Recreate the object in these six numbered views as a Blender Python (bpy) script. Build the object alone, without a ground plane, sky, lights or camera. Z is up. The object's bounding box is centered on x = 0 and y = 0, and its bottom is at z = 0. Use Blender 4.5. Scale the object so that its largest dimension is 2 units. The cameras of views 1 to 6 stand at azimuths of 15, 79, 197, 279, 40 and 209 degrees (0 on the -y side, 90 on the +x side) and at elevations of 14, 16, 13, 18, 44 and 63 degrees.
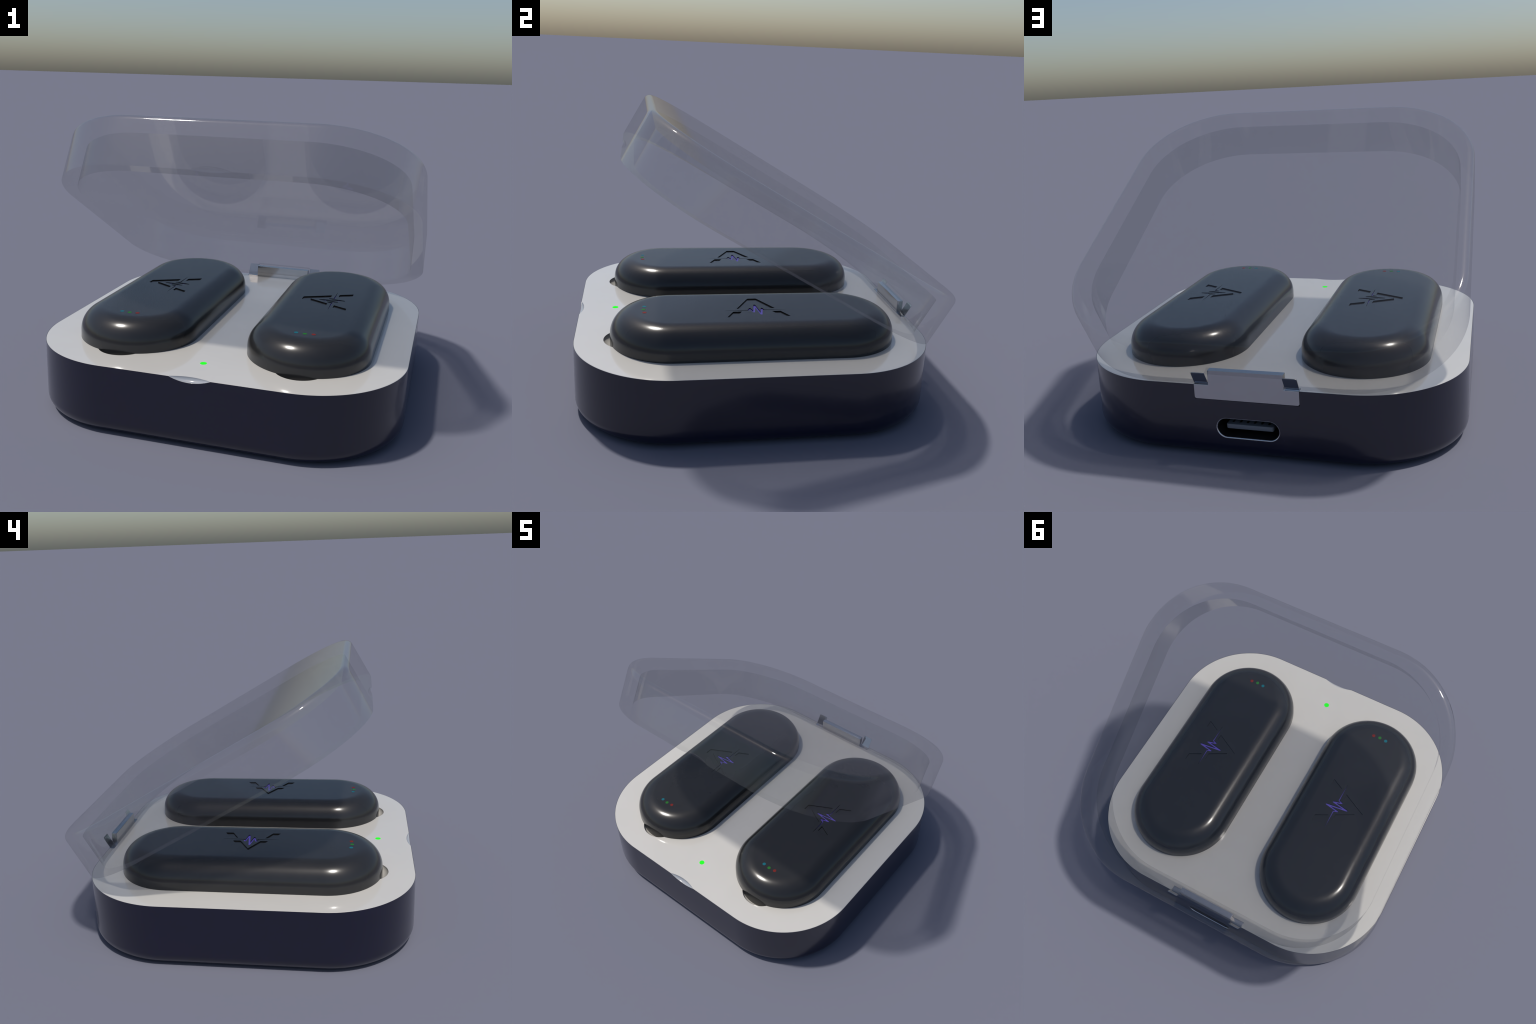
# An open charging case with a clear hinged lid and two pill-shaped wireless devices.
import bpy, bmesh, math
from mathutils import Matrix, Vector

# ------------------------------------------------------------------ sizes
HALF_X, FRONT_Y, BACK_Y, CORNER = 0.9725, -1.0, 0.8745, 0.505   # case outline
DECK_Z = 0.3604                                                  # top of the white deck
BASE_FILLET = 0.072
POD_X, POD_Y0, POD_Y1, POD_R = 0.4682, -0.8174, 0.6922, 0.3211   # device outline (stadium)
POD_WALL_Z, POD_TOP_Z, POD_FILLET = 0.3959, 0.5205, 0.1255
POD_BOTTOM_Z = 0.290
LID_DEPTH, LID_WALL, LID_TOP, LID_FILLET, LID_ANGLE = 0.2815, 0.0725, 0.0735, 0.036, math.radians(30.0)
LID_LENGTH, LID_PIVOT_Y, LID_PIVOT_Z = 1.8765, 0.8732, 0.3652   # rear rim edge of the lid
HINGE_HALF, TAB_HALF, HINGE_DEPTH = 0.252, 0.181, 0.033
PORT_Z, PORT_HALF, PORT_R = 0.152, 0.1545, 0.051

scene = bpy.context.scene
for o in list(bpy.data.objects):
    bpy.data.objects.remove(o)


# ------------------------------------------------------------------ materials
def principled(name, colour, roughness, **extra):
    m = bpy.data.materials.new(name)
    m.use_nodes = True
    b = m.node_tree.nodes["Principled BSDF"]
    b.inputs["Base Color"].default_value = (*colour, 1)
    b.inputs["Roughness"].default_value = roughness
    for k, v in extra.items():
        b.inputs[k.replace("_", " ")].default_value = v
    return m


def grain(m, colour, amount, scale, roughness=None, spread=0.0):
    """A barely visible moulded-plastic mottle on object coordinates."""
    t = m.node_tree
    b = t.nodes["Principled BSDF"]
    co, no, ra = t.nodes.new("ShaderNodeTexCoord"), t.nodes.new("ShaderNodeTexNoise"), t.nodes.new("ShaderNodeValToRGB")
    no.inputs["Scale"].default_value, no.inputs["Detail"].default_value = scale, 3.0
    ra.color_ramp.elements[0].position, ra.color_ramp.elements[1].position = 0.3, 0.7
    ra.color_ramp.elements[0].color = (*[c * (1 - amount) for c in colour], 1)
    ra.color_ramp.elements[1].color = (*[c * (1 + amount) for c in colour], 1)
    t.links.new(co.outputs["Object"], no.inputs["Vector"])
    t.links.new(no.outputs["Fac"], ra.inputs["Fac"])
    t.links.new(ra.outputs["Color"], b.inputs["Base Color"])
    if roughness is not None:
        mr = t.nodes.new("ShaderNodeMapRange")
        mr.inputs["To Min"].default_value, mr.inputs["To Max"].default_value = roughness - spread, roughness + spread
        t.links.new(no.outputs["Fac"], mr.inputs["Value"])
        t.links.new(mr.outputs["Result"], b.inputs["Roughness"])
    return m


NAVY = grain(principled("navy_plastic", (0.0005, 0.0006, 0.015), 0.3, Coat_Weight=0.85, Coat_Roughness=0.08), (0.0005, 0.0006, 0.015), 0.1, 9.0, 0.3, 0.01)
WHITE = grain(principled("white_gloss_plastic", (0.56, 0.54, 0.50), 0.08, Coat_Weight=0.8, Coat_Roughness=0.03), (0.56, 0.54, 0.50), 0.01, 6.0)
SCOOP_GREY = grain(principled("scoop_cool_grey", (0.33, 0.345, 0.37), 0.08, Coat_Weight=0.8, Coat_Roughness=0.03), (0.33, 0.345, 0.37), 0.01, 6.0)
CHARCOAL = grain(principled("charcoal_plastic", (0.018, 0.018, 0.0185), 0.2), (0.018, 0.018, 0.0185), 0.05, 8.0, 0.2, 0.01)
GROOVE = principled("engraving_painted_shade", (0.003, 0.003, 0.003), 0.5, Specular_IOR_Level=0.1)  # charcoal darkened to near black for the dim reflections on groove walls
STEEL = grain(principled("hinge_steel", (0.55, 0.55, 0.56), 0.07, Metallic=1.0), (0.55, 0.55, 0.56), 0.02, 12.0)
PORT_STEEL = grain(principled("port_steel", (0.6, 0.61, 0.63), 0.15, Metallic=1.0), (0.6, 0.61, 0.63), 0.03, 30.0)
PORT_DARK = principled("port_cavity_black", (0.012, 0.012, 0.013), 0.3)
TONGUE = principled("port_tongue_plastic", (0.16, 0.17, 0.19), 0.35)
CONTACT = principled("port_contact_black", (0.01, 0.009, 0.006), 0.4)
VIOLET = principled("violet_inlay", (0.12, 0.085, 0.5), 0.4)


def clear_plastic(name, tint, blocked, ior, roughness, faint=0.035, grazing=0.7):
    """Clear sheet: straight see-through, a share that scatters sunlight out of the beam, and Fresnel gloss."""
    m = bpy.data.materials.new(name)
    m.use_nodes = True
    t = m.node_tree
    t.nodes.clear()
    N = t.nodes.new
    out, see, bend, inner, gloss, outer = (N("ShaderNodeOutputMaterial"), N("ShaderNodeBsdfTransparent"), N("ShaderNodeBsdfRefraction"),
                                           N("ShaderNodeMixShader"), N("ShaderNodeBsdfGlossy"), N("ShaderNodeMixShader"))
    see.inputs["Color"].default_value = bend.inputs["Color"].default_value = (*tint, 1)
    bend.inputs["IOR"].default_value, bend.inputs["Roughness"].default_value = ior, 0.0
    gloss.inputs["Roughness"].default_value = roughness
    inner.inputs["Fac"].default_value = blocked
    lw, power, span = N("ShaderNodeLayerWeight"), N("ShaderNodeMath"), N("ShaderNodeMapRange")
    lw.inputs["Blend"].default_value = 0.5
    power.operation = "POWER"
    power.inputs[1].default_value = 5.0
    span.inputs["To Min"].default_value, span.inputs["To Max"].default_value = faint, grazing
    L = t.links.new
    L(lw.outputs["Facing"], power.inputs[0])
    L(power.outputs[0], span.inputs["Value"])
    geo, inside, damp = N("ShaderNodeNewGeometry"), N("ShaderNodeMapRange"), N("ShaderNodeMath")
    inside.inputs["To Min"].default_value, inside.inputs["To Max"].default_value = 1.0, 0.6
    damp.operation = "MULTIPLY"
    L(geo.outputs["Backfacing"], inside.inputs["Value"])
    L(span.outputs["Result"], damp.inputs[0])
    L(inside.outputs["Result"], damp.inputs[1])
    L(damp.outputs[0], outer.inputs["Fac"])
    L(see.outputs[0], inner.inputs[1])
    L(bend.outputs[0], inner.inputs[2])
    L(inner.outputs[0], outer.inputs[1])
    L(gloss.outputs[0], outer.inputs[2])
    L(outer.outputs[0], out.inputs["Surface"])
    return m


CLEAR = clear_plastic("clear_plastic", (0.928, 0.928, 0.928), 0.56, 1.0001, 0.05)
CLEAR_CEILING = clear_plastic("clear_plastic_ceiling", (0.928, 0.928, 0.928), 0.0, 1.0001, 0.05)
GREEN_GLOW = principled("green_glow", (0.0, 0.02, 0.0), 0.6, Specular_IOR_Level=0.0, Emission_Color=(0.03, 1.0, 0.035, 1), Emission_Strength=1.0)
DOT = {"red": principled("red_dot", (0.15, 0.013, 0.011), 0.6, Specular_IOR_Level=0.15),
       "green": principled("green_dot", (0.014, 0.135, 0.018), 0.6, Specular_IOR_Level=0.15),
       "cyan": principled("cyan_dot", (0.004, 0.115, 0.15), 0.6, Specular_IOR_Level=0.15)}


# ------------------------------------------------------------------ mesh helpers
def outline(hx, y0, y1, r, n=40, guard=0.012):
    """Rounded rectangle, counter-clockwise, with guard points on the straights so arcs shade cleanly."""
    pts = []
    for cx, cy, a0 in ((hx - r, y1 - r, 0), (-hx + r, y1 - r, 90), (-hx + r, y0 + r, 180), (hx - r, y0 + r, 270)):
        arc = [(cx + r * math.cos(math.radians(a0 + 90 * i / n)), cy + r * math.sin(math.radians(a0 + 90 * i / n))) for i in range(n + 1)]
        a, b = math.radians(a0), math.radians(a0 + 90)
        pre = (arc[0][0] + guard * math.sin(a), arc[0][1] - guard * math.cos(a))
        post = (arc[-1][0] - guard * math.sin(b), arc[-1][1] + guard * math.cos(b))
        pts += [pre] + arc + [post]
    out = []
    for p in pts:
        if not out or (abs(p[0] - out[-1][0]) + abs(p[1] - out[-1][1])) > 1e-6:
            out.append(p)
    return out


def _stadium(r, y0, y1, n, guard=0.012):
    pts = [(r, y1 - r - guard)] + [(r * math.cos(math.pi * i / n), y1 - r + r * math.sin(math.pi * i / n)) for i in range(n + 1)] + [(-r, y1 - r - guard)]
    pts += [(-r, y0 + r + guard)] + [(-r * math.cos(math.pi * i / n), y0 + r - r * math.sin(math.pi * i / n)) for i in range(n + 1)] + [(r, y0 + r + guard)]
    return pts


def loft(name, rings, cap_start=True, cap_end=True):
    """Skin a list of rings (each a list of (x, y, z), same count)."""
    bm = bmesh.new()
    rows = [[bm.verts.new(p) for p in ring] for ring in rings]
    k = len(rows[0])
    for a, b in zip(rows, rows[1:]):
        for i in range(k):
            bm.faces.new((a[i], a[(i + 1) % k], b[(i + 1) % k], b[i]))
    if cap_start:
        bm.faces.new(list(reversed(rows[0])))
    if cap_end:
        bm.faces.new(rows[-1])
    bmesh.ops.recalc_face_normals(bm, faces=bm.faces)
    return from_bmesh(name, bm)


def from_bmesh(name, bm):
    me = bpy.data.meshes.new(name)
    bm.to_mesh(me)
    bm.free()
    o = bpy.data.objects.new(name, me)
    scene.collection.objects.link(o)
    return o


def ring(pts, z):
    return [(x, y, z) for x, y in pts]


def prism(name, pts, z0, z1):
    return loft(name, [ring(pts, z0), ring(pts, z1)])


def sphere(name, centre, r, u=96, v=64):
    bm = bmesh.new()
    bmesh.ops.create_uvsphere(bm, u_segments=u, v_segments=v, radius=r, matrix=Matrix.Translation(centre))
    return from_bmesh(name, bm)


def spindle(name, y, z, grow=0.0, n=40, k=48):
    """Lens-shaped scoop: a shallow arc turned about the case's front edge (parallel to x)."""
    h, d = THUMB_HALF, THUMB_DEPTH
    r = (h * h + d * d) / (2 * d)
    rings = []
    for i in range(n + 1):
        x = -h * 0.999 + 2 * h * 0.999 * i / n
        rho = math.sqrt(r * r - x * x) - (r - d) + grow
        rings.append([(x, y + rho * math.cos(math.tau * j / k), z + rho * math.sin(math.tau * j / k)) for j in range(k)])
    return loft(name, rings)


def cut(target, cutter, operation="DIFFERENCE", self_cut=False, keep=False):
    m = target.modifiers.new("cut", "BOOLEAN")
    m.operation, m.object, m.solver, m.use_self = operation, cutter, "EXACT", self_cut
    m.material_mode = "TRANSFER"
    dg = bpy.context.evaluated_depsgraph_get()
    me = bpy.data.meshes.new_from_object(target.evaluated_get(dg), depsgraph=dg)
    target.modifiers.clear()
    old = target.data
    target.data = me
    me.name = target.name
    bpy.data.meshes.remove(old)
    if not keep:
        bpy.data.objects.remove(cutter)


def finish(o, material=None, angle=28, flat=()):
    """Smooth by angle; faces lying exactly along an axis in `flat` keep hard borders so they stay truly flat."""
    me = o.data
    if material:
        me.materials.clear()
        me.materials.append(material)
        for p in me.polygons:
            p.material_index = 0
    me.update()
    me.shade_smooth()
    me.set_sharp_from_angle(angle=math.radians(angle))
    bm = bmesh.new()
    bm.from_mesh(me)
    for e in bm.edges:
        for f in e.link_faces:
            if any(abs(f.normal.dot(Vector(ax))) > 0.99995 for ax in flat):
                e.smooth = False
    bm.to_mesh(me)
    bm.free()
    me.update()
    return o


def bevel(o, width, segments=3, angle=40):
    bm = bmesh.new()
    bm.from_mesh(o.data)
    edges = [e for e in bm.edges if len(e.link_faces) == 2 and e.calc_face_angle() > math.radians(angle)]
    bmesh.ops.bevel(bm, geom=edges, offset=width, segments=segments, affect="EDGES", profile=0.5, clamp_overlap=True)
    bm.to_mesh(o.data)
    bm.free()


Z = (0, 0, 1)

# ------------------------------------------------------------------ the case
case = bpy.data.objects.new("charging_case", None)
case.empty_display_size = 0.1
scene.collection.objects.link(case)
case["label"] = "open navy charging case with white deck and clear hinged lid"
case["category"] = "charging case"

LIP = 0.0012            # thickness of the navy edge around the white deck
THUMB_HALF, THUMB_DEPTH = 0.1065, 0.0220   # thumb scoop along the front edge


def case_ring(inset, z):
    return ring(outline(HALF_X - inset, FRONT_Y + inset, BACK_Y - inset, CORNER - inset), z)


# navy shell: rounded foot, upright wall, thin lip, well that carries the deck
rings = []
STEPS = 14
for i in range(STEPS + 1):
    a = math.pi / 2 * (1 - i / STEPS)
    rings.append(case_ring(BASE_FILLET * (1 - math.cos(a)), BASE_FILLET * (1 - math.sin(a))))
rings.append(case_ring(0, 0.2))
rings.append(case_ring(0, DECK_Z - 0.0006))
rings.append(case_ring(LIP, DECK_Z - 0.0006))
rings.append(case_ring(LIP, 0.262))
shell = loft("shell", rings)
cut(shell, spindle("scoop", FRONT_Y, DECK_Z, 0.0002))
# recess for the hinge plate and hole for the port
hinge_pts = [(-HINGE_HALF - .0008, BACK_Y - HINGE_DEPTH - .001), (HINGE_HALF + .0008, BACK_Y - HINGE_DEPTH - .001), (HINGE_HALF + .0008, 1.0), (-HINGE_HALF - .0008, 1.0)]
cut(shell, prism("recess", hinge_pts, 0.2888, 0.5))


def slot_ring(half, r, y, n=14):
    pts = [(half - r + r * math.sin(math.pi * i / n), PORT_Z + r * math.cos(math.pi * i / n)) for i in range(n + 1)]
    pts += [(-half + r - r * math.sin(math.pi * i / n), PORT_Z - r * math.cos(math.pi * i / n)) for i in range(n + 1)]
    return [(x, y, z) for x, z in pts]


cut(shell, loft("hole", [slot_ring(PORT_HALF, PORT_R, 0.62), slot_ring(PORT_HALF, PORT_R, 1.0)]))
finish(shell, NAVY, 28, flat=(Z,))

# white deck
deck_ring = lambda inset, z: case_ring(LIP + 0.0002 + inset, z)
deck = loft("deck", [deck_ring(0, 0.264), deck_ring(0, DECK_Z - 0.0012), deck_ring(0.0012, DECK_Z)])
cut(deck, spindle("scoop", FRONT_Y, DECK_Z))
tab_slot = [(x * 1.0, y) for x, y in hinge_pts]
cut(deck, prism("recess", tab_slot, 0.25, 0.5))
for s in (-1, 1):
    pocket = [(x + s * POD_X, y) for x, y in _stadium(POD_R + 0.0003, POD_Y0 - 0.0003, POD_Y1 + 0.0003, 56)]
    cut(deck, prism("pocket", pocket, POD_BOTTOM_Z - 0.001, 0.5))
    # round finger scoop beside the front end of each device
    scoop = sphere("finger_scoop", (0, 0, 0), 1.0)
    scoop.data.transform(Matrix.Translation((s * POD_X, -0.7205, DECK_Z)) @ Matrix.Diagonal((0.130, 0.130, 0.06, 1)))
    cut(deck, scoop)
finish(deck, WHITE, 28, flat=(Z,))
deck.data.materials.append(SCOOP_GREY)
for p in deck.data.polygons:      # thumb scoop faces get the cool grey
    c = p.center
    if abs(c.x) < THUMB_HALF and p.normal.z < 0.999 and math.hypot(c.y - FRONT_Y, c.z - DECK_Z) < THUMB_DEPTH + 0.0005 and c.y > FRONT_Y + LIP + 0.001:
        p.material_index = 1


def disc(name, r, h, material, x, y, z):
    bm = bmesh.new()
    bmesh.ops.create_cone(bm, cap_ends=True, segments=32, radius1=r, radius2=r * 0.96, depth=h)
    o = from_bmesh(name, bm)
    finish(o, material, 50)
    o.location = (x, y, z + 0.0005 - h / 2)
    return o


lamp = disc("indicator_light", 0.0178, 0.002, GREEN_GLOW, 0, -0.8014, DECK_Z)

# ---- hinge: plate with a raised tab on the case
B, F = BACK_Y + 0.0012, BACK_Y - HINGE_DEPTH
RC = 0.010


def t_plate():
    z0, z1, z2 = 0.2902, 0.3608, 0.4330
    pts = []
    for cx, s in ((-HINGE_HALF + RC, -1), (HINGE_HALF - RC, 1)):
        arc = [(cx + s * RC * math.cos(t), z0 + RC - RC * math.sin(t)) for t in [math.pi / 2 * i / 6 for i in range(7)]]
        pts += arc if s < 0 else arc[::-1]
    pts += [(HINGE_HALF, z1), (TAB_HALF, z1), (TAB_HALF, z2), (-TAB_HALF, z2), (-TAB_HALF, z1), (-HINGE_HALF, z1)]
    return pts


plate = loft("hinge_plate", [[(x, F, z) for x, z in t_plate()], [(x, B, z) for x, z in t_plate()]])
bevel(plate, 0.0014, 2, 60)
finish(plate, STEEL, 40, flat=(Z, (0, 1, 0), (1, 0, 0)))

# ---- charging port
LIPW = 0.0048
port_rings = [slot_ring(PORT_HALF - .0006, PORT_R - .0006, 0.625), slot_ring(PORT_HALF - .0006, PORT_R - .0006, BACK_Y + 0.0006)]
for i in range(7):
    t = math.pi / 2 * i / 6
    port_rings.append(slot_ring(PORT_HALF - .0008 - LIPW * math.sin(t), PORT_R - .0008 - LIPW * math.sin(t), BACK_Y + 0.0006 - LIPW * (1 - math.cos(t))))
port_rings += [slot_ring(PORT_HALF - .0057, PORT_R - .0057, 0.64)]
sleeve = loft("charging_port", port_rings)
finish(sleeve, PORT_STEEL, 35)
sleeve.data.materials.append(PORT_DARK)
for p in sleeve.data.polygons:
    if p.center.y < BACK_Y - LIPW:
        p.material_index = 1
tp = [(-0.115, 0.65), (0.115, 0.65), (0.115, 0.842), (0.109, 0.848), (-0.109, 0.848), (-0.115, 0.842)]
tongue = prism("port_tongue", tp, 0.137, 0.160)
bevel(tongue, 0.003, 2, 30)
finish(tongue, TONGUE, 40)
contact_mesh = prism("port_contact", [(-0.0045, 0.70), (0.0045, 0.70), (0.0045, 0.826), (-0.0045, 0.826)], 0.1596, 0.1612)
finish(contact_mesh, CONTACT, 40)
contacts = [contact_mesh]
for i in range(1, 6):
    c = contact_mesh.copy()
    c.name = "port_contact"
    scene.collection.objects.link(c)
    contacts.append(c)
for i, c in enumerate(contacts):
    c.location.x = -0.0875 + 0.035 * i

# ---- clear lid, modelled closed with its rear rim edge at the origin, then swung open
LH = HALF_X


def lid_ring(inset, z):
    return ring(outline(LH - inset, -LID_LENGTH + inset, -inset, CORNER - inset), z)


INNER_CORNER = 0.470


def cavity_ring(z):
    return ring(outline(LH - LID_WALL, -LID_LENGTH + LID_WALL, -LID_WALL, INNER_CORNER), z)


lr = [cavity_ring(LID_DEPTH - LID_TOP), cavity_ring(0.0), lid_ring(0, 0.0)]
FS = 10
for i in range(FS + 1):
    a = math.pi / 2 * i / FS
    lr.append(lid_ring(LID_FILLET * (1 - math.cos(a)), LID_DEPTH - LID_FILLET + LID_FILLET * math.sin(a)))
lid = loft("lid", lr)
# hinge seat in the rear wall and the thumb scoop in the front rim
LEAF_TOP, SEAT = 0.0725, 0.0074
for w, depth in ((HINGE_HALF + 0.0006, SEAT), (TAB_HALF + 0.0025, 0.038)):
    cut(lid, prism("seat", [(-w, -depth), (w, -depth), (w, 0.1), (-w, 0.1)], -0.1, LEAF_TOP + 0.0006))
cut(lid, spindle("scoop", -LID_LENGTH, 0.0))
finish(lid, CLEAR, 28, flat=(Z,))
lid.data.materials.append(CLEAR_CEILING)
for p in lid.data.polygons:
    inner_front = p.normal.y > 0.5 and p.center.y < -1.3 and p.center.z < LID_DEPTH - LID_TOP
    if p.normal.z < -0.99 or inner_front:          # ceiling of the cavity, rim, inside of the front wall
        p.material_index = 1

leaf_pts = []
xa, xb, z0, z1 = TAB_HALF + 0.003, HINGE_HALF, -0.006, LEAF_TOP
leaf_pts = [(xa, z0), (xb, z0)] + [(xb - RC + RC * math.cos(math.pi / 2 * i / 6), z1 - RC + RC * math.sin(math.pi / 2 * i / 6)) for i in range(7)] + [(xa, z1)]
leaf = loft("hinge_leaf", [[(x, -SEAT + 0.0004, z) for x, z in leaf_pts], [(x, -SEAT + 0.0034, z) for x, z in leaf_pts]])
bevel(leaf, 0.0006, 1, 60)
finish(leaf, STEEL, 40, flat=(Z, (0, 1, 0), (1, 0, 0)))
leaf_b = loft("hinge_leaf", [[(-x, -SEAT + 0.0004, z) for x, z in leaf_pts], [(-x, -SEAT + 0.0034, z) for x, z in leaf_pts]])
bevel(leaf_b, 0.0006, 1, 60)
finish(leaf_b, STEEL, 40, flat=(Z, (0, 1, 0), (1, 0, 0)))
swing = Matrix.Translation((0, LID_PIVOT_Y, LID_PIVOT_Z)) @ Matrix.Rotation(-LID_ANGLE, 4, "X")

for part in (shell, deck, lid, plate, sleeve):
    part.parent = case
lid.matrix_local = swing
for part in (leaf, leaf_b):
    part.parent = lid
lamp.parent = deck
for part in [tongue] + contacts:
    part.parent = sleeve

# ------------------------------------------------------------------ the two devices
LOGO_Y, CUT = -0.0625, 0.0055            # mark centre along the device, engraving depth
pod_profile = [(0.004, POD_BOTTOM_Z), (0.0, POD_BOTTOM_Z + 0.004), (0.0, 0.34), (0.0, POD_WALL_Z)]
PS = 22
for i in range(1, PS + 1):
    a = math.pi / 2 * i / PS
    pod_profile.append((POD_FILLET * (1 - math.cos(a)), POD_WALL_Z + (POD_TOP_Z - POD_WALL_Z) * math.sin(a)))
pod = loft("device_body", [ring(_stadium(POD_R - d, POD_Y0 + d, POD_Y1 - d, 56), z) for d, z in pod_profile])
pod.data.materials.append(CHARCOAL)

# engraved letter-like chevron: a split "A" with a flat outer tip and a sharp inner tip
chevron = [(0.0175, -0.1027), (-0.1345, -0.0237), (-0.1345, 0.0237), (0.0175, 0.1027), (0.0175, 0.058), (-0.0885, 0.0), (0.0175, -0.058)]
foot = [(0.0585, 0.0797), (0.0585, 0.1255), (0.1335, 0.1645), (0.1335, 0.1180)]
for shape in (chevron, foot, [(x, -y) for x, y in foot]):
    p = [(x, y + LOGO_Y) for x, y in shape]
    cut(pod, prism("engraving", p, POD_TOP_Z - CUT, POD_TOP_Z + 0.02))

# engraved pulse line with tapering tails
pulse = [(0.0395, -0.164, 0.0007), (0.0400, -0.043, 0.0034), (0.0150, -0.0320, 0.0048), (0.0670, -0.0172, 0.0050), (-0.0350, 0.0, 0.0052),
         (0.1000, 0.0168, 0.0052), (0.0155, 0.0318, 0.0050), (0.0400, 0.0410, 0.0034), (0.0395, 0.161, 0.0007)]


def capsule(a, b, z0, z1, n=8):
    (ax, ay, ar), (bx, by, br) = a, b
    d = math.atan2(by - ay, bx - ax)
    pts = [(bx + br * math.cos(d - math.pi / 2 + math.pi * i / n), by + br * math.sin(d - math.pi / 2 + math.pi * i / n)) for i in range(n + 1)]
    pts += [(ax + ar * math.cos(d + math.pi / 2 + math.pi * i / n), ay + ar * math.sin(d + math.pi / 2 + math.pi * i / n)) for i in range(n + 1)]
    return prism("stroke", pts, z0, z1)


stroke = None
for a, b in zip(pulse, pulse[1:]):
    a, b = (a[0], a[1] + LOGO_Y, a[2]), (b[0], b[1] + LOGO_Y, b[2])
    seg = capsule(a, b, POD_TOP_Z - CUT, POD_TOP_Z + 0.02)
    if stroke is None:
        stroke = seg
    else:
        cut(stroke, seg, "UNION")
stroke.data.materials.clear()
stroke.data.materials.append(VIOLET)
cut(pod, stroke)

# lift the violet floor out as its own part, walls stay with the body
names = [m.name for m in pod.data.materials]
vi = names.index(VIOLET.name) if VIOLET.name in names else 1
bm = bmesh.new()
bm.from_mesh(pod.data)
floor = [f for f in bm.faces if f.material_index == vi and f.normal.z > 0.9]
inlay = bmesh.new()
remap = {}
for f in floor:
    vs = []
    for v in f.verts:
        if v.index not in remap:
            remap[v.index] = inlay.verts.new(v.co)
        vs.append(remap[v.index])
    inlay.faces.new(vs)
bmesh.ops.delete(bm, geom=floor, context="FACES")
for f in bm.faces:
    f.material_index = 0
bm.to_mesh(pod.data)
bm.free()
pulse_mark = from_bmesh("pulse_mark", inlay)
finish(pulse_mark, VIOLET, 30)
finish(pod, CHARCOAL, 28, flat=(Z,))
pod.data.materials.append(GROOVE)
for p in pod.data.polygons:      # engraving walls take the painted-in shade
    if abs(p.normal.z) < 0.1 and p.center.z > POD_TOP_Z - CUT - 0.001:
        p.material_index = 1

# device meshes live in a frame whose origin is the device's base
down = Matrix.Translation((0, 0, -POD_BOTTOM_Z))
pod.data.transform(down)
pulse_mark.data.transform(down)
dots = [disc("indicator_dot", 0.0112, 0.0018, DOT[c], x, y, POD_TOP_Z - POD_BOTTOM_Z) for c, x, y in
        (("cyan", -0.0437, -0.6410), ("green", 0.0010, -0.6455), ("red", 0.0440, -0.6415))]
for s in (-1, 1):
    holder = bpy.data.objects.new("wireless_device", None)
    holder.empty_display_size = 0.1
    scene.collection.objects.link(holder)
    holder.location = (s * POD_X, 0, POD_BOTTOM_Z)
    holder["label"] = "glossy charcoal pill-shaped wireless device with engraved violet pulse mark"
    holder["category"] = "wireless device"
    for src, nm in [(pod, "device_body"), (pulse_mark, "pulse_mark")] + [(d, "indicator_dot") for d in dots]:
        c = src if s > 0 else src.copy()
        if s < 0:
            scene.collection.objects.link(c)
        c.name = nm
        c.parent = holder
bpy.context.view_layer.update()
